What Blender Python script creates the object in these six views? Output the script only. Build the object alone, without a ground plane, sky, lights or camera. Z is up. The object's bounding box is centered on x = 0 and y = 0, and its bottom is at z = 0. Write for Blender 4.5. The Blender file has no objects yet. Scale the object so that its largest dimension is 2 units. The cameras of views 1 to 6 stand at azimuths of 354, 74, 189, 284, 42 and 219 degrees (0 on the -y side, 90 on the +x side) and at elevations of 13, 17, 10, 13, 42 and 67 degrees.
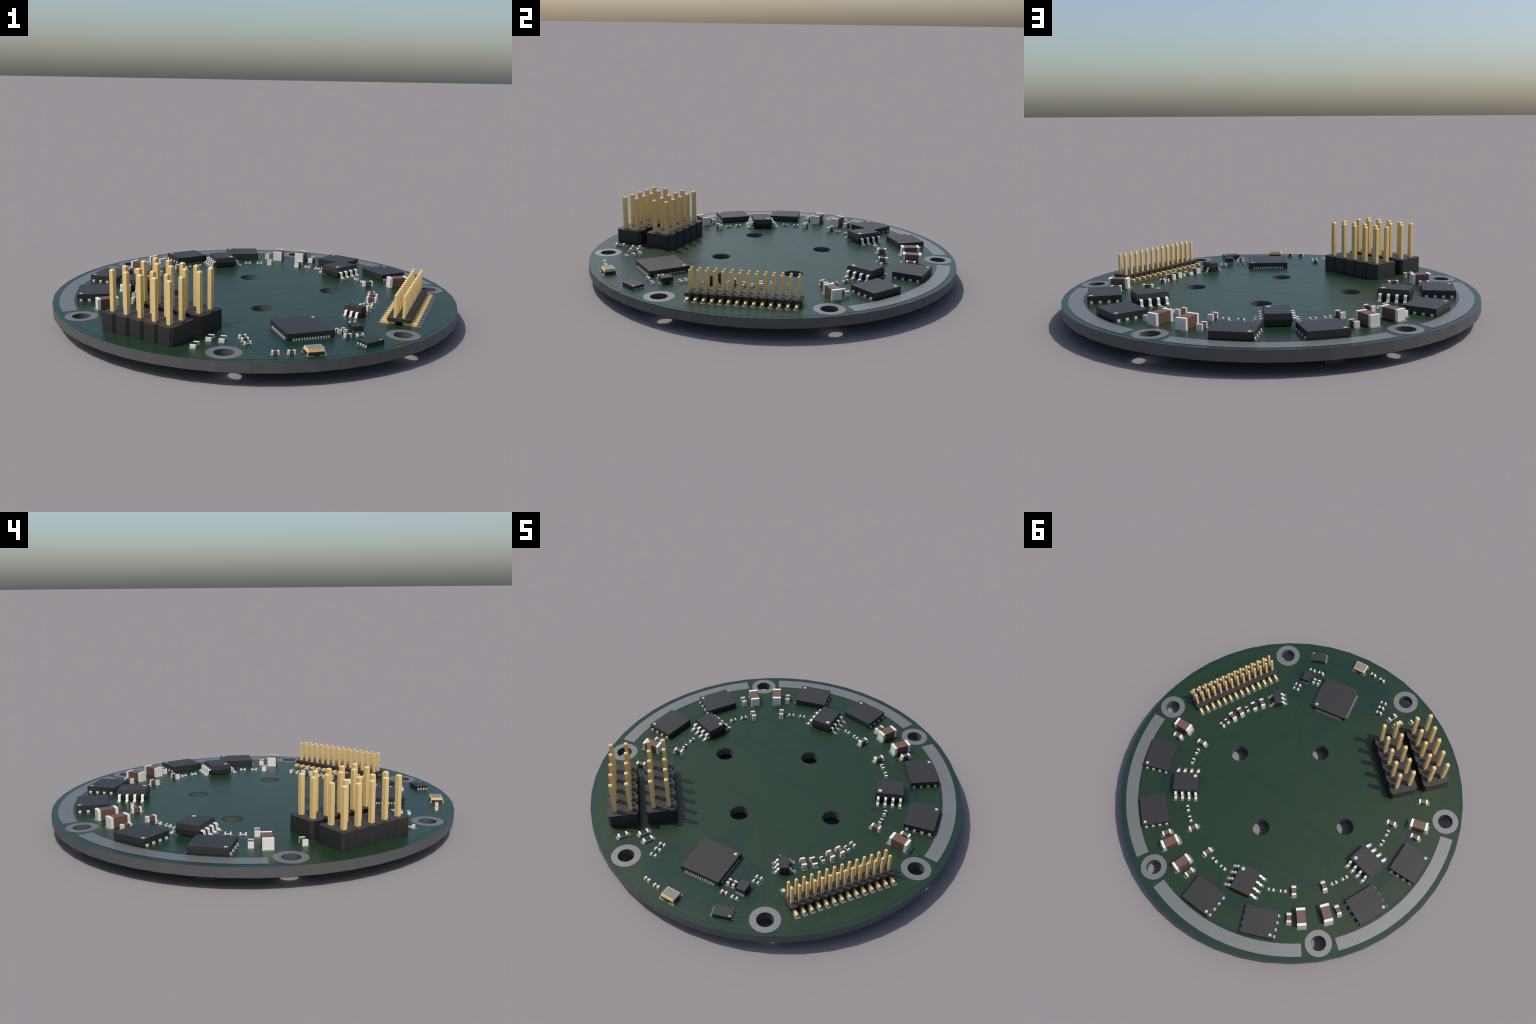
# Round motor-controller circuit board, built part by part.
# All sizes below are millimetres in the board's own frame (board centre = 0,0; the plane of the
# tinned pads = height 0); MM turns them into scene metres.
import bpy, bmesh
from math import sin, cos, radians, degrees, pi, atan2, hypot
from mathutils import Vector, Matrix
from mathutils.geometry import delaunay_2d_cdt

MM = 2.0 / 65.0            # the board is 65 mm across and must come out 2 m across
PAD_PLANE = 0.1040         # scene height of the pad surface

# ------------------------------------------------------------------ materials
def principled(name, colour, rough=0.5, metallic=0.0, spec=0.5, grain=0.0, grain_scale=60.0, bump=0.0):
    mat = bpy.data.materials.new(name)
    mat.use_nodes = True
    nt = mat.node_tree
    bsdf = nt.nodes["Principled BSDF"]
    bsdf.inputs["Roughness"].default_value = rough
    bsdf.inputs["Metallic"].default_value = metallic
    bsdf.inputs["Specular IOR Level"].default_value = spec
    bsdf.inputs["Base Color"].default_value = (*colour, 1)
    if grain > 0:
        tc = nt.nodes.new("ShaderNodeTexCoord")
        noise = nt.nodes.new("ShaderNodeTexNoise")
        noise.inputs["Scale"].default_value = grain_scale
        noise.inputs["Detail"].default_value = 4
        ramp = nt.nodes.new("ShaderNodeValToRGB")
        ramp.color_ramp.elements[0].position = 0.3
        ramp.color_ramp.elements[1].position = 0.7
        ramp.color_ramp.elements[0].color = (*[c * (1 - grain) for c in colour], 1)
        ramp.color_ramp.elements[1].color = (*[c * (1 + grain) for c in colour], 1)
        nt.links.new(tc.outputs["Object"], noise.inputs["Vector"])
        nt.links.new(noise.outputs["Fac"], ramp.inputs["Fac"])
        nt.links.new(ramp.outputs["Color"], bsdf.inputs["Base Color"])
        if bump > 0:
            bn = nt.nodes.new("ShaderNodeBump")
            bn.inputs["Strength"].default_value = bump
            bn.inputs["Distance"].default_value = 0.0005
            nt.links.new(noise.outputs["Fac"], bn.inputs["Height"])
            nt.links.new(bn.outputs["Normal"], bsdf.inputs["Normal"])
    return mat

LAMINATE = principled("laminate_edge", (0.078, 0.078, 0.077), 0.55, grain=0.04, grain_scale=25)
MASK = principled("solder_mask", (0.0058, 0.0275, 0.0165), 0.34, grain=0.04, grain_scale=6)
MASK_COPPER = principled("mask_over_copper", (0.0088, 0.0280, 0.0097), 0.34, grain=0.04, grain_scale=6)
def copper_glow(mat, share):
    """Let a little of the metal under the translucent mask shine through."""
    nt = mat.node_tree
    metal = nt.nodes.new("ShaderNodeBsdfPrincipled")
    metal.inputs["Base Color"].default_value = (0.60, 0.43, 0.06, 1)
    metal.inputs["Metallic"].default_value = 1.0
    metal.inputs["Roughness"].default_value = 0.36
    mix = nt.nodes.new("ShaderNodeMixShader")
    mix.inputs["Fac"].default_value = share
    nt.links.new(nt.nodes["Principled BSDF"].outputs["BSDF"], mix.inputs[1])
    nt.links.new(metal.outputs["BSDF"], mix.inputs[2])
    nt.links.new(mix.outputs["Shader"], nt.nodes["Material Output"].inputs["Surface"])
copper_glow(MASK_COPPER, 0.011)
MASK_GAP = principled("mask_over_gap", (0.0042, 0.0240, 0.0148), 0.34)
PASTE = principled("tinned_pad", (0.206, 0.206, 0.204), 0.42, metallic=0.58)
COPPER = principled("bare_copper", (0.50, 0.30, 0.045), 0.4)
TIN = principled("tin_metal", (0.645, 0.638, 0.572), 0.45)
GOLD = principled("gold_plating", (0.70, 0.50, 0.205), 0.42)
PLASTIC = principled("moulded_black", (0.0195, 0.0185, 0.0185), 0.5, grain=0.05, grain_scale=80, bump=0.05)
RESIST = principled("resistor_black", (0.0095, 0.0095, 0.0105), 0.45)
CERAMIC = principled("capacitor_brown", (0.118, 0.060, 0.042), 0.5, grain=0.03, grain_scale=50)
ALUMINA = principled("resistor_ceramic", (0.60, 0.59, 0.53), 0.5)
LID = principled("crystal_lid", (0.165, 0.165, 0.175), 0.42)
MARK = principled("pin_one_ink", (0.44, 0.40, 0.33), 0.55)

# ------------------------------------------------------------------ mesh building
class Builder:
    """Collects faces (mm) and turns them into one mesh (metres)."""
    def __init__(self):
        self.bm = bmesh.new()
        self.mats = []

    def mi(self, mat):
        if mat not in self.mats:
            self.mats.append(mat)
        return self.mats.index(mat)

    def face(self, verts, mat):
        f = self.bm.faces.new(verts)
        f.material_index = self.mi(mat)
        return f

    def loft(self, rings, mat, bevel=0.0):
        """Closed solid through a list of equal-length rings of points."""
        vr = [[self.bm.verts.new(p) for p in r] for r in rings]
        n = len(rings[0])
        fs = [self.face(list(reversed(vr[0])), mat), self.face(vr[-1], mat)]
        for a, b in zip(vr, vr[1:]):
            for i in range(n):
                fs.append(self.face([a[i], a[(i + 1) % n], b[(i + 1) % n], b[i]], mat))
        if bevel > 0:
            edges = {e for f in fs for e in f.edges if e.calc_face_angle(0) > 0.6}
            r = bmesh.ops.bevel(self.bm, geom=list(edges), offset=bevel, segments=2, profile=0.6,
                                affect='EDGES', clamp_overlap=True)
            for f in r["faces"]:
                f.material_index = self.mi(mat)

    def prism(self, outline, z0, z1, mat, bevel=0.0):
        self.loft([[(x, y, z0) for x, y in outline], [(x, y, z1) for x, y in outline]], mat, bevel)

    def box(self, cx, cy, sx, sy, z0, z1, mat, bevel=0.0):
        self.prism(rect(cx, cy, sx, sy), z0, z1, mat, bevel)

    def sweep(self, path, width, thick, mat, across='y', bevel=0.0):
        """Strip metal: rectangular section along a path in the (run, height) plane.
        Run is along x; the strip is `width` wide along y."""
        rings = []
        n = len(path)
        for i, (x, z) in enumerate(path):
            a = path[max(i - 1, 0)]; b = path[min(i + 1, n - 1)]
            tx, tz = b[0] - a[0], b[1] - a[1]
            L = hypot(tx, tz); nx, nz = -tz / L, tx / L
            h = thick / 2
            if 0 < i < n - 1:
                p = Vector((x - a[0], z - a[1])).normalized()
                q = Vector((b[0] - x, b[1] - z)).normalized()
                h = thick / 2 / max(0.6, ((1 + p.dot(q)) / 2) ** 0.5)
            w = width / 2
            rings.append([(x + nx * h, -w, z + nz * h), (x + nx * h, w, z + nz * h),
                          (x - nx * h, w, z - nz * h), (x - nx * h, -w, z - nz * h)])
        self.loft(rings, mat, bevel)

    def place(self, start, angle, dx=0, dy=0):
        """Rotate and move every vertex made since `start`."""
        self.bm.verts.ensure_lookup_table()
        m = Matrix.Translation((dx, dy, 0)) @ Matrix.Rotation(radians(angle), 4, 'Z')
        for v in list(self.bm.verts)[start:]:
            v.co = m @ v.co

    def count(self):
        return len(self.bm.verts)

    def mesh(self, name):
        bmesh.ops.recalc_face_normals(self.bm, faces=self.bm.faces)
        for v in self.bm.verts:
            v.co *= MM
        me = bpy.data.meshes.new(name)
        self.bm.to_mesh(me)
        self.bm.free()
        for m in self.mats:
            me.materials.append(m)
        return me

def rect(cx, cy, sx, sy):
    return [(cx - sx / 2, cy - sy / 2), (cx + sx / 2, cy - sy / 2), (cx + sx / 2, cy + sy / 2), (cx - sx / 2, cy + sy / 2)]

def rounded(cx, cy, sx, sy, r, n=4):
    pts = []
    for k, (ux, uy) in enumerate(((1, 1), (-1, 1), (-1, -1), (1, -1))):
        for i in range(n + 1):
            a = radians(90 * k + 90 * i / n)
            pts.append((cx + ux * (sx / 2 - r) + r * cos(a), cy + uy * (sy / 2 - r) + r * sin(a)))
    return pts

def chamfered(sx, sy, c):
    x, y = sx / 2, sy / 2
    return [(-x + c, -y), (x - c, -y), (x, -y + c), (x, y - c), (x - c, y), (-x + c, y), (-x, y - c), (-x, -y + c)]

def circle(r, n, cx=0.0, cy=0.0, a0=0.0):
    return [(cx + r * cos(a0 + 2 * pi * i / n), cy + r * sin(a0 + 2 * pi * i / n)) for i in range(n)]

def polar(r, deg):
    return (r * cos(radians(deg)), r * sin(radians(deg)))

def turned(pts, deg, dx=0.0, dy=0.0):
    c, s = cos(radians(deg)), sin(radians(deg))
    return [(c * x - s * y + dx, s * x + c * y + dy) for x, y in pts]

def plate(outline, holes, z0, z1, mat, name, wall=None):
    """Flat plate with through holes; `wall` optionally colours its edges."""
    b = Builder()
    wall = wall or mat
    loops = [outline] + holes
    for z in (z1, z0):
        edges = []
        for lp in loops:
            vs = [b.bm.verts.new((x, y, z)) for x, y in lp]
            edges += [b.bm.edges.new((vs[i], vs[(i + 1) % len(vs)])) for i in range(len(vs))]
        r = bmesh.ops.triangle_fill(b.bm, use_beauty=True, edges=edges)
        for g in r["geom"]:
            if isinstance(g, bmesh.types.BMFace):
                g.material_index = b.mi(mat)
    for lp in loops:
        lo = [b.bm.verts.new((x, y, z0)) for x, y in lp]
        hi = [b.bm.verts.new((x, y, z1)) for x, y in lp]
        for i in range(len(lp)):
            j = (i + 1) % len(lp)
            b.face([lo[i], lo[j], hi[j], hi[i]], wall)
    bmesh.ops.remove_doubles(b.bm, verts=b.bm.verts, dist=1e-4)
    return b.mesh(name)

def film(polygons, z, mat, name):
    """Union of overlapping outlines as one thin raised film."""
    verts, faces = [], []
    for p in polygons:
        k = len(verts)
        verts += [Vector(q) for q in p]
        faces.append(list(range(k, k + len(p))))
    co, _, tris, *_ = delaunay_2d_cdt(verts, [], faces, 1, 1e-5)
    b = Builder()
    vs = [b.bm.verts.new((v[0], v[1], z)) for v in co]
    for t in tris:
        b.face([vs[i] for i in t], mat)
    for f in b.bm.faces:
        if f.normal.z < 0 or f.calc_area() == 0:
            f.normal_update()
    b.bm.normal_update()
    for f in b.bm.faces:
        if f.normal.z < 0:
            f.normal_flip()
    return b.mesh(name)

# ------------------------------------------------------------------ scene objects
COLL = bpy.context.scene.collection

def link(obj, parent=None, loc=(0, 0, 0), deg=0.0):
    COLL.objects.link(obj)
    if parent is not None:
        obj.parent = parent
    obj.location = [c * MM for c in loc]
    obj.rotation_euler = (0, 0, radians(deg))
    return obj

def part(name, mesh, parent, loc=(0, 0, 0), deg=0.0, stuff=False):
    o = link(bpy.data.objects.new(name, mesh), parent, loc, deg)
    if stuff:
        o["kind"] = "stuff"
    return o

board = bpy.data.objects.new("circuit_board", None)
COLL.objects.link(board)
board.location = (0, 0, PAD_PLANE)
board.empty_display_size = 0.2
board["label"] = "round green circuit board with chips, gold pin headers"
board["category"] = "circuit board"

# ------------------------------------------------------------------ the board itself
BOARD_R = 32.5
MOUNT_R = 29.5
MOUNT_ANGLES = [0, 68, 136, 204, 256, 308]
PHASES = [34, 102, 170]                     # the three motor-phase groups, 68 degrees apart

SHAFT_HOLES = [polar(12.52, 0), polar(9.5, 90), polar(12.52, 180), polar(9.5, 270)]   # two bolt circles
mount_holes = [circle(1.35, 32, *polar(MOUNT_R, a)) for a in MOUNT_ANGLES]
centre_holes = [circle(1.60, 32, *p) for p in SHAFT_HOLES]
rim = circle(BOARD_R, 48)

Z_CORE_TOP, Z_CORE_LOW, Z_LOW = -0.085, -1.54, -1.60
core = part("laminate_core", plate(rim, mount_holes + centre_holes, Z_CORE_LOW, Z_CORE_TOP, LAMINATE, "laminate_core"), board)
rim_in = circle(BOARD_R - 0.006, 48)
part("solder_mask", plate(rim_in, mount_holes + centre_holes, Z_CORE_TOP + 0.002, -0.042, MASK, "solder_mask"), core)
part("solder_mask", plate(rim_in, mount_holes + centre_holes, Z_LOW, Z_CORE_LOW - 0.002, MASK, "solder_mask_underside"), core)

# mounting lands: tinned ring on both faces
land = Builder()
def annulus(b, ro, ri, z0, z1, mat, n=64):
    o, i = circle(ro, n), circle(ri, n)
    lo_o = [b.bm.verts.new((x, y, z0)) for x, y in o]; hi_o = [b.bm.verts.new((x, y, z1)) for x, y in o]
    lo_i = [b.bm.verts.new((x, y, z0)) for x, y in i]; hi_i = [b.bm.verts.new((x, y, z1)) for x, y in i]
    for k in range(n):
        j = (k + 1) % n
        b.face([hi_o[k], hi_o[j], hi_i[j], hi_i[k]], mat)
        b.face([lo_o[j], lo_o[k], lo_i[k], lo_i[j]], mat)
        b.face([lo_o[k], lo_o[j], hi_o[j], hi_o[k]], mat)
        b.face([hi_i[k], hi_i[j], lo_i[j], lo_i[k]], mat)
annulus(land, 2.39, 1.352, -0.066, 0.0, PASTE)
annulus(land, 2.39, 1.352, Z_LOW - 0.03, Z_LOW + 0.001, PASTE)
land_mesh = land.mesh("mounting_land")
for a in MOUNT_ANGLES:
    part("mounting_land", land_mesh, core, (*polar(MOUNT_R, a), 0), a)

# long tinned strips for the motor wires, one per phase, with a sliver of copper around them
def arc_band(r0, r1, a0, a1, n):
    out = [polar(r1, a0 + (a1 - a0) * i / n) for i in range(n + 1)]
    return out + [polar(r0, a1 - (a1 - a0) * i / n) for i in range(n + 1)]
strip = Builder()
strip.prism(arc_band(29.2, 31.46, -28, 28, 56), -0.066, 0.0, PASTE)
strip.prism(arc_band(29.2, 31.46, -28.0, 28.0, 17), -0.067, -0.012, COPPER)
strip_mesh = strip.mesh("contact_strip")
for a in PHASES:
    part("contact_strip", strip_mesh, core, deg=a)

# ------------------------------------------------------------------ copper under the mask
dark, light, dark_top = [], [], []       # outlines: bare-laminate gaps, copper tracks

def ribbon(pts, w, n=6):
    """Outline of a track of width w with rounded ends."""
    P = [Vector(p) for p in pts]
    left, right = [], []
    h = w / 2
    for i, p in enumerate(P):
        d0 = (p - P[i - 1]).normalized() if i else (P[1] - p).normalized()
        d1 = (P[i + 1] - p).normalized() if i < len(P) - 1 else d0
        m = d0 + d1
        m = m.normalized() if m.length > 1e-6 else d0
        k = h / max(0.5, m.dot(d0))
        nrm = Vector((-m.y, m.x))
        left.append(p + nrm * k); right.append(p - nrm * k)
    d_end = (P[-1] - P[-2]).normalized(); d_st = (P[0] - P[1]).normalized()
    def cap(c, d):
        a = atan2(d.y, d.x)
        return [(c.x + h * cos(a + pi / 2 - pi * i / n), c.y + h * sin(a + pi / 2 - pi * i / n)) for i in range(1, n)]
    return [tuple(v) for v in left] + cap(P[-1], d_end) + [tuple(v) for v in reversed(right)] + cap(P[0], d_st)

GAP = 0.18
def via(x, y, pad=0.29):
    dark.append(circle(pad + GAP, 14, x, y)); light.append(circle(pad, 14, x, y)); dark_top.append(circle(0.06, 6, x, y))

def track(pts, w=0.28, start_via=False, end_via=False):
    dark.append(ribbon(pts, w + 2 * GAP)); light.append(ribbon(pts, w))
    if start_via: via(*pts[0])
    if end_via: via(*pts[-1])

# supply bus that runs round the middle of the board past the three gate drivers
for run in ([(13.8, -9.9), (13.8, -7.3), (14.2, -6.9), (14.2, -3.7), (19.5, 1.7), (21.9, 1.7)],
            [(19.3, 1.9), (15.9, 5.3), (15.9, 7.0), (13.3, 9.7), (6.7, 15.8), (6.7, 17.8), (5.4, 18.1), (4.4, 17.9)],
            [(4.4, 17.9), (0.4, 17.9), (0.4, 15.3), (-1.0, 14.0), (-2.1, 12.95), (-13.4, 12.95), (-15.3, 11.6)]):
    track(run, 0.5)
via(21.9, 1.7); via(-13.6, 13.4, 0.32); via(-11.8, 13.5)

# long signal tracks crossing the open centre
track([(8.1, 2.2), (-4.4, 2.2)], 0.28, True, True)
track([(-3.8, 3.85), (-15.9, 3.85), (-17.0, 4.3)], 0.28, True)
track([(-3.2, 6.45), (-13.0, 6.45), (-16.6, 10.1), (-17.1, 10.5), (-17.6, 10.4), (-19.9, 8.1), (-19.8, 7.0)], 0.28, True)
track([(10.3, -14.4), (9.5, -14.1), (1.4, -6.0), (-5.8, -5.9)], 0.28, True, True)
track([(18.1, -18.8), (16.4, -19.3), (12.1, -15.8), (6.8, -15.7)], 0.26, False, True)
for v in ((-0.6, 1.1), (0.5, 4.6), (-3.5, 16.6), (-6.2, 16.4), (10.4, -5.0), (8.0, -8.2), (1.9, -2.5), (0.6, -2.5),
          (2.2, 1.0), (11.6, -12.7), (19.4, -9.0), (20.3, -6.3), (20.1, -4.2), (-3.6, -17.3), (-3.2, -19.4),
          (14.4, 15.1), (16.3, 5.0), (15.0, -15.2), (-10.6, -24.0)):
    via(*v)

# the processor's own island: copper is cleared away around it
dark.append([(12.6, -29.4), (9.6, -28.6), (7.4, -30.3), (6.3, -30.5), (2.4, -29.0), (-1.3, -29.6), (-4.1, -26.8),
             (-5.0, -24.0), (-3.4, -20.9), (-0.4, -21.4), (0.3, -18.4), (3.6, -17.4), (7.2, -16.6), (11.9, -16.3),
             (14.2, -18.4), (14.3, -21.0), (13.4, -22.2), (12.5, -23.9), (9.6, -24.6), (9.0, -27.0), (11.0, -27.4)])
# tracks round the processor island
track([(15.5, -20.8), (14.2, -19.4), (14.0, -18.3)], 0.3)
track([(8.4, -28.1), (11.9, -28.3), (14.0, -28.6), (16.2, -26.2), (15.1, -24.1), (15.1, -21.1), (12.3, -17.0)], 0.28, True)
track([(8.7, -24.4), (8.2, -26.6), (7.5, -27.6), (7.3, -29.4), (7.0, -30.2)], 0.32, False, True)
track([(3.5, -28.6), (0.8, -28.3), (-0.7, -29.5)], 0.26)
track([(-1.2, -30.2), (-4.5, -26.7), (-5.3, -23.6), (-3.7, -21.8), (-3.0, -21.2)], 0.3, False, True)
track([(6.8, -16.0), (9.8, -16.2), (12.0, -15.3), (13.6, -14.0)], 0.26)
track([(-3.4, -21.8), (-4.8, -22.3), (-5.6, -24.6), (-6.4, -25.8), (-7.8, -25.7), (-9.2, -26.8), (-10.2, -26.7)], 0.28)
track([(-5.3, -24.0), (-6.3, -25.0), (-7.4, -26.2), (-8.7, -26.2), (-10.0, -27.6)], 0.26)
track([(12.3, -17.0), (14.2, -17.2), (16.4, -19.5), (18.5, -19.8), (22.4, -21.4), (23.9, -20.4)], 0.28, False, True)
track([(12.1, -13.6), (15.0, -17.8), (17.1, -19.0), (18.8, -19.4)], 0.28, False, True)
track([(15.4, -16.1), (16.6, -17.0)], 0.28, True)
for v in ((-3.1, -19.6), (-1.1, -19.0), (-1.5, -20.4), (-2.7, -21.7), (-0.3, -23.8), (-0.8, -24.7), (-0.9, -25.8),
          (0.8, -24.4), (-1.8, -24.9), (7.3, -26.7), (5.3, -27.3), (3.9, -27.7), (2.6, -26.1), (10.5, -17.7),
          (9.5, -17.6), (9.1, -18.8), (11.1, -19.8), (4.6, -29.6), (14.9, -24.8), (13.4, -24.8), (11.6, -25.0),
          (11.0, -26.6), (10.7, -27.4), (15.0, -27.2), (9.5, -25.8), (-2.4, -30.0)):
    via(*v, 0.24)

# fan-out of the processor: each lead leaves square to its side and ends in a via
CPU, CPU_DEG, CPU_SIZE, CPU_PITCH, CPU_LEADS = (4.37, -20.62), 12.0, 7.0, 0.4, 14
def cpu_fan(side, lead, reach, slant):
    s = (lead - (CPU_LEADS - 1) / 2) * CPU_PITCH
    pts = [(s, 3.7), (s, 4.0 + 0.25 * abs(slant)), (s + slant, 4.0 + reach)]
    q = turned(pts, 90 * side + CPU_DEG, *CPU)
    dark.append(ribbon(q, 0.17 + 2 * 0.11)); light.append(ribbon(q, 0.17))
    via(*q[-1], 0.21)
for k in range(5):
    cpu_fan(0, 13 - k, 0.9 + 0.85 * (4 - k), -0.1 - 0.25 * (4 - k))
for k in range(8):
    cpu_fan(0, k, 0.9 + 0.75 * k, 0.1 + 0.02 * k)
for side, seq in ((1, ((1, 1.0, -.5), (3, 1.9, -.2), (5, 1.0, 0), (6, 2.2, .3), (8, 1.2, .2), (10, 2.4, .6), (12, 1.3, .7))),
                  (2, ((1, 1.4, -.4), (2, 2.6, -.2), (4, 1.2, 0), (5, 2.7, .1), (7, 1.3, .2), (8, 3.3, .6), (10, 1.7, .2), (12, 2.7, .8))),
                  (3, ((1, 1.0, -.5), (3, 1.8, -.3), (4, 0.9, 0), (6, 2.3, .2), (8, 1.2, .3), (10, 2.2, .5), (12, 1.2, .6)))):
    for lead, reach, slant in seq:
        cpu_fan(side, lead, reach, slant)

# per-phase copper: gate lines to the transistors and the cleared patch between them
for a in PHASES:
    for m in (1, -1):
        for pts, w in (([(19.4, 5.0 * m), (22.6, 4.3 * m), (22.5, 2.0 * m), (23.3, 0.6 * m)], 0.34),
                       ([(18.9, 7.0 * m), (21.9, 7.2 * m), (22.3, 8.4 * m)], 0.34)):
            q = turned(pts, a)
            track(q, w)
    dark.append(turned([(23.1, -2.4), (25.1, -2.3), (25.1, 2.2), (23.0, 2.3)], a))
    dark.append(arc_band(28.62, 28.95, a - 17, a + 17, 24))
    f = 1 if a > 150 else -1                              # small cleared corner beside each driver
    dark.append(turned([(16.9, 4.4 * f), (17.5, 4.7 * f), (18.2, 3.6 * f), (17.5, 2.7 * f), (16.8, 2.4 * f)], a))
    via(*turned([(16.6, 5.6)], a)[0]); via(*turned([(17.0, -6.6)], a)[0])
    via(*turned([(16.2, 1.0)], a)[0]); via(*turned([(16.2, -0.4)], a)[0])
dark.append([(15.1, -8.9), (13.9, -9.9), (14.0, -7.9), (14.4, -7.6)])
dark.append([(17.2, -5.4), (16.5, -6.3), (15.8, -6.1), (16.5, -5.4)])

# ------------------------------------------------------------------ small shared meshes
BASE = 0.015        # parts stand just above the pads
pad_sites = []

def clear_around(cx, cy, sx, sy, x, y, deg, g=0.22):
    dark.append(turned(rounded(cx, cy, sx + 2 * g, sy + 2 * g, 0.25), deg, x, y))

_mesh_cache = {}
def cached(key, make):
    if key not in _mesh_cache:
        _mesh_cache[key] = make()
    return _mesh_cache[key]

def pads_mesh(key, rects, r=0.12):
    def make():
        b = Builder()
        for cx, cy, sx, sy in rects:
            b.prism(rounded(cx, cy, sx, sy, min(r, sx / 2 - .01, sy / 2 - .01)), -0.066, 0.0, PASTE)
        return b.mesh(key)
    return cached(key, make)

def disc_mesh(r):
    def make():
        b = Builder()
        b.prism(circle(r, 24), 0.0, 0.012, MARK)
        return b.mesh("index_mark")
    return cached(("mark", r), make)

# ---- two-terminal parts: length, width, height, terminal length, pad x, pad sx, pad sy
CHIP_SIZES = {
    "large": (3.2, 1.62, 1.62, 0.46, 1.45, 1.15, 1.75),
    "medium": (1.6, 0.82, 0.82, 0.32, 0.80, 0.86, 0.95),
    "small": (1.0, 0.5, 0.5, 0.24, 0.49, 0.56, 0.62),
}
def capacitor(x, y, deg, size, clear=0):
    L, w, h, t, px, psx, psy = CHIP_SIZES[size]
    def body():
        b = Builder(); b.box(0, 0, L - 2 * t + 0.02, w - 0.05, 0.03, h - 0.025, CERAMIC); return b.mesh("capacitor")
    def term():
        b = Builder(); b.box(0, 0, t, w, 0, h, TIN, min(0.05, h * 0.07)); return b.mesh("capacitor_terminal")
    o = part("capacitor", cached(("c", size), body), board, (x, y, BASE), deg)
    for s in (1, -1):
        part("terminal", cached(("ct", size), term), o, (s * (L - t) / 2, 0, 0), 0 if s > 0 else 180)
    part("solder_pads", pads_mesh("chip_pads_" + size, [(px, 0, psx, psy), (-px, 0, psx, psy)], 0.2), o, (0, 0, -BASE), stuff=True)
    if clear:
        clear_around(clear * px, 0, psx, psy, x, y, deg)

RES_SIZES = {
    "medium": (1.6, 0.8, 0.45, 0.30, 0.82, 0.80, 0.92),
    "small": (1.0, 0.5, 0.35, 0.22, 0.49, 0.56, 0.62),
}
def resistor(x, y, deg, size):
    L, w, h, t, px, psx, psy = RES_SIZES[size]
    def body():
        b = Builder()
        b.box(0, 0, L - 2 * t + 0.02, w - 0.01, 0.06, h - 0.07, ALUMINA)
        b.box(0, 0, L - 2 * t, w - 0.03, h - 0.07, h - 0.045, RESIST)
        return b.mesh("resistor")
    def term():
        b = Builder(); b.box(0, 0, t, w, 0, h, TIN, 0.035); return b.mesh("resistor_terminal")
    o = part("resistor", cached(("r", size), body), board, (x, y, BASE), deg)
    for s in (1, -1):
        part("terminal", cached(("rt", size), term), o, (s * (L - t) / 2, 0, 0), 0 if s > 0 else 180)
    part("solder_pads", pads_mesh("resistor_pads_" + size, [(px, 0, psx, psy), (-px, 0, psx, psy)], 0.17), o, (0, 0, -BASE), stuff=True)

def gullwing(foot, body_edge, knee_z, width, thick=0.2):
    """Bent lead running out along +x from the body edge down to the pad."""
    def make():
        b = Builder()
        t = thick / 2
        mid = body_edge + (foot - body_edge) * 0.42
        path = [(body_edge - 0.15, knee_z), (mid - 0.16, knee_z), (mid - 0.03, knee_z - 0.05), (mid + 0.04, knee_z - 0.18),
                (mid + 0.10, t + 0.18), (mid + 0.16, t + 0.05), (mid + 0.28, t), (foot, t)]
        b.sweep(path, width, thick, TIN)
        return b.mesh("lead")
    return cached(("gull", foot, body_edge, knee_z, width), make)

# ------------------------------------------------------------------ motor phases
def power_transistor(x, y, deg):
    """Flat power package; local x radial, y tangential; four contacts at each end."""
    def body():
        b = Builder(); b.box(0, 0, 5.0, 5.84, 0.02, 1.05, PLASTIC, 0.03); return b.mesh("power_transistor")
    def lead():
        b = Builder(); b.box(0, 0, 0.44, 0.5, 0, 0.27, TIN, 0.02); return b.mesh("transistor_lead")
    o = part("power_transistor", cached("fet", body), board, (x, y, BASE), deg)
    for s in (1, -1):
        for i in range(4):
            part("lead", cached("fet_lead", lead), o, ((i - 1.5) * 1.27, s * (2.9 - 0.12), 0), 0)
    part("index_mark", disc_mesh(0.27), o, (1.93, 2.3, 1.05))
    part("solder_pads", pads_mesh("transistor_pads", [((i - 1.5) * 1.27, s * 2.85, 0.56, 0.85) for i in range(4) for s in (1, -1)]),
         o, (0, 0, -BASE), stuff=True)

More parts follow.
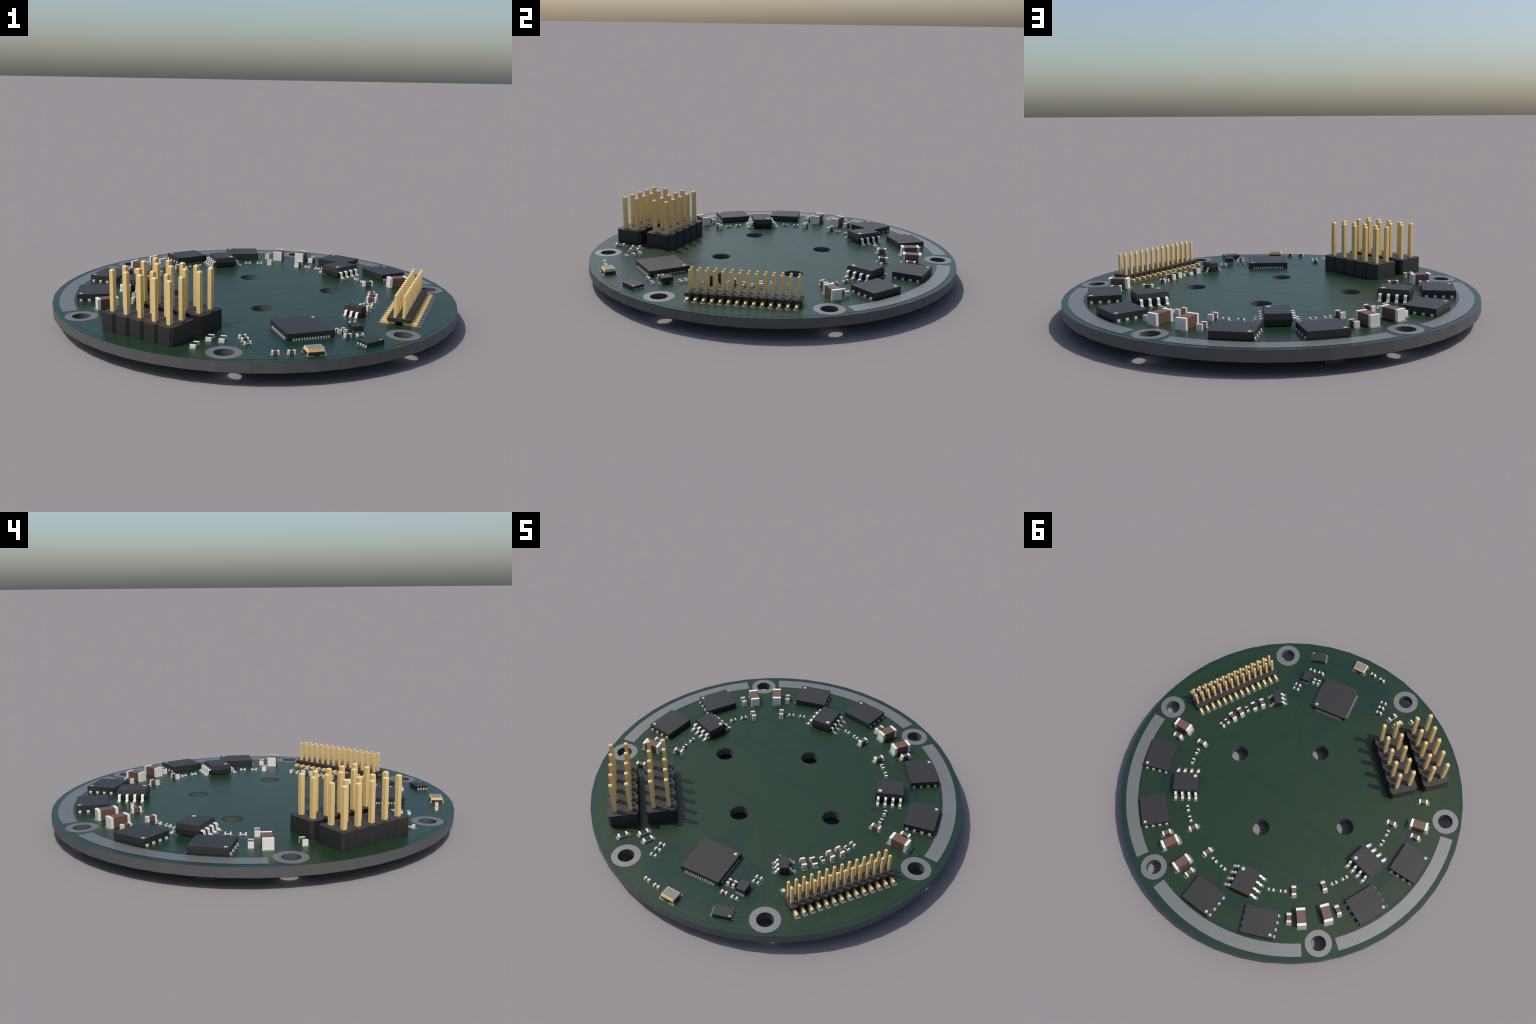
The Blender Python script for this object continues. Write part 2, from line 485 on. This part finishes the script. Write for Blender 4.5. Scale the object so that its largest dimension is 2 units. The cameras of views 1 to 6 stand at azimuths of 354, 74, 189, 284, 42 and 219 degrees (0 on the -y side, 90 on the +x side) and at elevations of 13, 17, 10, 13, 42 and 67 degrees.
def gate_driver(x, y, deg):
    """Eight-lead package; local x radial (long way), leads on the y sides."""
    def body():
        b = Builder()
        lo, mid, top = rect(0, 0, 4.65, 3.55), rect(0, 0, 4.92, 3.9), rect(0, 0, 4.66, 3.56)
        b.loft([[(p[0], p[1], z) for p in r] for r, z in ((lo, 0.12), (mid, 0.88), (mid, 1.0), (top, 1.77))], PLASTIC, 0.02)
        return b.mesh("gate_driver")
    o = part("gate_driver", cached("soic", body), board, (x, y, BASE), deg)
    for s in (1, -1):
        for i in range(4):
            part("lead", gullwing(3.02, 1.95, 0.98, 0.42), o, ((i - 1.5) * 1.27, 0, 0), 90 * s)
    part("index_mark", disc_mesh(0.33), o, (-1.66, -1.13, 1.77))
    part("solder_pads", pads_mesh("driver_pads", [((i - 1.5) * 1.27, s * 2.6, 0.6, 1.6) for i in range(4) for s in (1, -1)], 0.14),
         o, (0, 0, -BASE), stuff=True)

for a in PHASES:
    for m in (1, -1):                                    # each group is mirrored about its own radius
        def at(x, y):
            return polar(hypot(x, y), a + m * degrees(atan2(y, x)))
        def rad(x, y):
            return a + m * degrees(atan2(y, x))
        capacitor(*at(21.76, 11.94), rad(21.76, 11.94), "large", -1)
        capacitor(*at(22.70, 9.97), rad(22.70, 9.97), "medium", -1)
        capacitor(*at(17.86, 8.74), rad(17.86, 8.74), "medium", 1)
        resistor(*at(18.64, 6.93), rad(18.64, 6.93) + 90, "small")
        resistor(*at(19.29, 4.87), rad(19.29, 4.87) + 90, "small")
        power_transistor(*at(25.49, 5.60), rad(25.49, 5.60))
    gate_driver(*polar(19.93, a), a)

# ------------------------------------------------------------------ processor corner
def processor(x, y, deg):
    def body():
        b = Builder(); b.box(0, 0, CPU_SIZE, CPU_SIZE, 0.03, 0.94, PLASTIC, 0.03); return b.mesh("processor")
    def leads():
        b = Builder()
        for side in range(4):
            k = b.count()
            for i in range(CPU_LEADS):
                b.box((i - (CPU_LEADS - 1) / 2) * CPU_PITCH, CPU_SIZE / 2 - 0.08, 0.2, 0.24, 0, 0.2, TIN)
            b.place(k, 90 * side)
        return b.mesh("processor_leads")
    def pads():
        b = Builder()
        for side in range(4):
            k = b.count()
            for i in range(CPU_LEADS):
                b.prism(rounded((i - (CPU_LEADS - 1) / 2) * CPU_PITCH, 3.45, 0.2, 0.85, 0.08, 2), -0.066, 0.0, PASTE)
            b.place(k, 90 * side)
        return b.mesh("processor_pads")
    o = part("processor", body(), board, (x, y, BASE), deg)
    part("lead", leads(), o, stuff=True)
    part("solder_pads", pads(), o, (0, 0, -BASE), stuff=True)
    part("index_mark", disc_mesh(0.27), o, (2.80, 2.80, 0.94))
processor(*CPU, CPU_DEG)

def memory_chip(x, y, deg):
    def body():
        b = Builder(); b.box(0, 0, 3.0, 2.0, 0.02, 0.58, PLASTIC, 0.02); return b.mesh("memory_chip")
    def lead():
        b = Builder(); b.box(0, 0, 0.3, 0.26, 0, 0.2, TIN, 0.015); return b.mesh("memory_lead")
    lm = lead()
    o = part("memory_chip", body(), board, (x, y, BASE), deg)
    for s in (1, -1):
        for i in range(4):
            part("lead", lm, o, (s * 1.42, (i - 1.5) * 0.5, 0))
    part("index_mark", disc_mesh(0.15), o, (1.13, -0.72, 0.58))
    part("solder_pads", pads_mesh("memory_pads", [(s * 1.6, (i - 1.5) * 0.5, 0.62, 0.27) for i in range(4) for s in (1, -1)], 0.06),
         o, (0, 0, -BASE), stuff=True)
memory_chip(12.73, -26.46, 27)

def crystal(x, y, deg):
    b = Builder(); b.box(0, 0, 2.5, 2.0, 0.02, 0.44, PLASTIC, 0.02)
    o = part("crystal", b.mesh("crystal"), board, (x, y, BASE), deg)
    g = Builder()
    for sx, sy, z0, z1 in ((2.44, 1.90, 0.44, 0.54), (2.36, 1.80, 0.54, 0.64), (2.28, 1.70, 0.64, 0.84)):
        g.prism(rounded(0, 0, sx, sy, 0.12, 3), z0, z1, GOLD, 0.03)
    for sx in (1, -1):
        for sy in (1, -1):
            g.box(sx * 1.19, sy * 0.94, 0.14, 0.14, 0.0, 0.43, GOLD)
    part("gold_seal", g.mesh("gold_seal"), o)
    l = Builder(); l.prism(rounded(0, 0, 2.10, 1.50, 0.1, 3), 0.84, 0.88, LID)
    part("lid", l.mesh("lid"), o)
    part("solder_pads", pads_mesh("crystal_pads", [(sx * 0.95, sy * 0.78, 1.05, 0.9) for sx in (1, -1) for sy in (1, -1)], 0.2),
         o, (0, 0, -BASE), stuff=True)
crystal(4.46, -29.58, 8.6)

def inductor(x, y, deg):
    b = Builder(); b.box(0, 0, 1.94, 1.52, 0.30, 1.03, PLASTIC, 0.03); b.box(0, 0, 0.9, 1.46, 0.04, 0.30, PLASTIC)
    o = part("inductor", b.mesh("inductor"), board, (x, y, BASE), deg)
    t = Builder(); t.box(0, 0, 0.5, 1.52, 0, 0.30, PASTE, 0.02)
    tm = t.mesh("inductor_terminal")
    for s in (1, -1):
        part("terminal", tm, o, (s * 0.73, 0, 0))
    part("solder_pads", pads_mesh("inductor_pads", [(s * 0.8, 0, 0.75, 1.55) for s in (1, -1)]), o, (0, 0, -BASE), stuff=True)
inductor(11.86, -21.22, CPU_DEG + 90)

def regulator(x, y, deg):
    """Five-lead package; local x radial (long way), three leads on -y, two on +y."""
    b = Builder()
    lo, mid, top = rect(0, 0, 2.78, 1.5), rect(0, 0, 2.92, 1.62), rect(0, 0, 2.80, 1.36)
    b.loft([[(p[0], p[1], z) for p in r] for r, z in ((lo, 0.06), (mid, 0.65), (mid, 0.75), (top, 1.5))], PLASTIC, 0.02)
    o = part("regulator", b.mesh("regulator"), board, (x, y, BASE), deg)
    lead = gullwing(1.42, 0.81, 0.72, 0.40, 0.17)
    sites = [(-0.95, -1), (0, -1), (0.95, -1), (-0.95, 1), (0.95, 1)]
    for px, s in sites:
        part("lead", lead, o, (px, 0, 0), 90 * s)
    part("index_mark", disc_mesh(0.09), o, (-1.22, -0.5, 1.5))
    part("solder_pads", pads_mesh("regulator_pads", [(px, s * 1.33, 0.62, 1.05) for px, s in sites], 0.12), o, (0, 0, -BASE), stuff=True)
regulator(13.60, -13.66, -45)

for x, y, deg, clear in ((1.48, -29.78, 2.8, 0), (-0.62, -29.80, -1.2, 0), (10.18, -23.74, 12, 0), (10.22, -21.47, 102, 0),
                         (9.30, -21.68, 102, 0), (-4.02, -24.50, 12, 0), (-4.26, -23.32, 12, 0)):
    capacitor(x, y, deg, "small", clear)
for x, y, deg in ((12.01, -23.36, 12), (12.39, -18.92, 12), (12.18, -17.94, 12), (-3.78, -25.70, 12)):
    resistor(x, y, deg, "small")
for x, y in ((-8.66, -23.45), (-6.98, -24.03), (-10.80, -26.13)):
    resistor(x, y, degrees(atan2(y, x)), "medium")
capacitor(-21.56, -12.61, 30.3, "medium", 1)
# the arc of supply parts behind the fine-pitch connector, all pointing at the centre
ARC_R = 19.19
for deg, make, size in ((-8.2, capacitor, "small"), (-11.8, resistor, "small"), (-16.2, capacitor, "medium"), (-21.6, capacitor, "medium"),
                        (-26.0, resistor, "small"), (-30.5, resistor, "medium"), (-35.7, capacitor, "medium")):
    make(*polar(ARC_R, deg), deg, size)

# ------------------------------------------------------------------ big pin headers
PITCH = 2.54
def square_pin(side, z0, z1, tip):
    b = Builder()
    h, k = side / 2, side / 2 - tip
    b.loft([rect3(k, z0), rect3(h, z0 + tip), rect3(h, z1 - tip), rect3(k, z1)], GOLD)
    return b.mesh("header_pin")
def rect3(h, z):
    return [(-h, -h, z), (h, -h, z), (h, h, z), (-h, h, z)]
header_pin_mesh = square_pin(0.64, -3.0, 8.56, 0.16)
def notched_bar(n, pitch, half_w, c):
    """Outline of a header body: one lobe per position, chamfered at the joints."""
    side = []
    for i in range(n):
        x0, x1 = (i - n / 2) * pitch, (i + 1 - n / 2) * pitch
        side += [(x0, -half_w + c), (x0 + c, -half_w), (x1 - c, -half_w), (x1, -half_w + c)]
    clean = []
    for p in side:
        if not clean or hypot(p[0] - clean[-1][0], p[1] - clean[-1][1]) > 1e-6:
            clean.append(p)
    return clean + [(-x, -y) for x, y in clean]
hb = Builder()
hb.prism(notched_bar(5, PITCH, 2.54, 0.36), 0.0, 2.54, PLASTIC)
header_mesh = hb.mesh("pin_header")
hp = Builder()
for i in range(5):
    for s in (1, -1):
        hp.prism(circle(0.85, 20, (i - 2) * PITCH, s * PITCH / 2), Z_LOW - 0.03, Z_LOW + 0.001, PASTE)
header_pad_mesh = hp.mesh("header_pads")
for r in (20.22, 26.60):
    o = part("pin_header", header_mesh, board, (*polar(r, -130), 0.02), -40)
    for i in range(5):
        for s in (1, -1):
            part("header_pin", header_pin_mesh, o, ((i - 2) * PITCH, s * PITCH / 2, 0))
    part("solder_pads", header_pad_mesh, o, (0, 0, -0.02), stuff=True)

# ------------------------------------------------------------------ fine-pitch connector
FP = 1.27
fb = Builder()
fb.prism(notched_bar(14, FP, 1.70, 0.17), 0.50, 0.97, PLASTIC)
fine = part("fine_header", fb.mesh("fine_header"), board, (22.60, -11.06, BASE), 64)
fp = Builder()
fp.loft([rect3(0.2, 0.30), rect3(0.2, 4.31), rect3(0.11, 4.41)], GOLD)
# flat foot running outwards, its tip drawn in on all sides like the top of the pin
fp.loft([[(y, -w, lo), (y, w, lo), (y, w, hi), (y, -w, hi)] for y, w, lo, hi in
         ((-0.20, 0.2, 0.30, 0.49), (-0.10, 0.2, 0.12, 0.45), (0.02, 0.2, 0.0, 0.40), (1.86, 0.2, 0.0, 0.40), (1.96, 0.18, 0.01, 0.38),
          (2.05, 0.13, 0.05, 0.33), (2.10, 0.07, 0.10, 0.27))], GOLD)
fp.place(0, 90)
fine_pin_mesh = fp.mesh("fine_pin")
fine_pads = []
for i in range(14):
    x = (i - 6.5) * FP
    for s in (1, -1):
        part("fine_pin", fine_pin_mesh, fine, (x, s * FP / 2, 0), 0 if s > 0 else 180)
        fine_pads.append((x, s * 1.93, 0.76, 2.38))
        # each pad drops to a via: every second one on a longer stub
        if (i + (s > 0)) % 2:
            q = [(x, s * 3.0), (x, s * 3.5), (x - 0.25, s * 4.5)]
        else:
            q = [(x, s * 3.0), (x + 0.1, s * 3.75)]
        q = turned(q, 64, 22.60, -11.06)
        if hypot(*q[-1]) < 31.3 and i not in (0, 13):
            track(q, 0.3, False, True)
b = Builder()
for cx, cy, sx, sy in fine_pads:
    b.box(cx, cy, sx, sy, -0.066, 0.0, PASTE)
    if int(cx * 10) % 2:
        clear_around(cx, cy, sx, sy, 22.60, -11.06, 64, 0.14)
part("solder_pads", b.mesh("fine_pads"), fine, (0, 0, -BASE), stuff=True)

# ------------------------------------------------------------------ parts hanging under the board
u = Builder()
u.box(0, 0, 2.6, 2.5, -2.73, Z_LOW - 0.03, PLASTIC, 0.04)
under_mesh = u.mesh("underside_chip")
for a in PHASES:
    part("underside_chip", under_mesh, board, (*polar(29.1, a + 12.6), 0), a + 12.6)
u = Builder()
u.loft([[(p[0], p[1], z) for p in r] for r, z in
        ((rect(0, 0, 4.66, 3.56), -PAD_PLANE / MM), (rect(0, 0, 4.92, 3.9), -2.6), (rect(0, 0, 4.92, 3.9), -2.5), (rect(0, 0, 4.65, 3.55), Z_LOW - 0.1))], PLASTIC, 0.02)
part("position_sensor", u.mesh("position_sensor"), board)

# ------------------------------------------------------------------ finish the mask picture: pour, gaps, tracks
pour_holes = [circle(1.80, 32, *p) for p in SHAFT_HOLES]
part("copper_pour", plate(circle(31.62, 96), [circle(1.5, 32, *polar(MOUNT_R, a)) for a in MOUNT_ANGLES] + pour_holes,
                          -0.041, -0.019, MASK_COPPER, "copper_pour"), core)
part("track_gap", film(dark, -0.0155, MASK_GAP, "track_gap"), core, stuff=True)
part("track", film(light, -0.0115, MASK_COPPER, "track"), core, stuff=True)
part("via_hole", film(dark_top, -0.0085, MASK_GAP, "via_hole"), core, stuff=True)
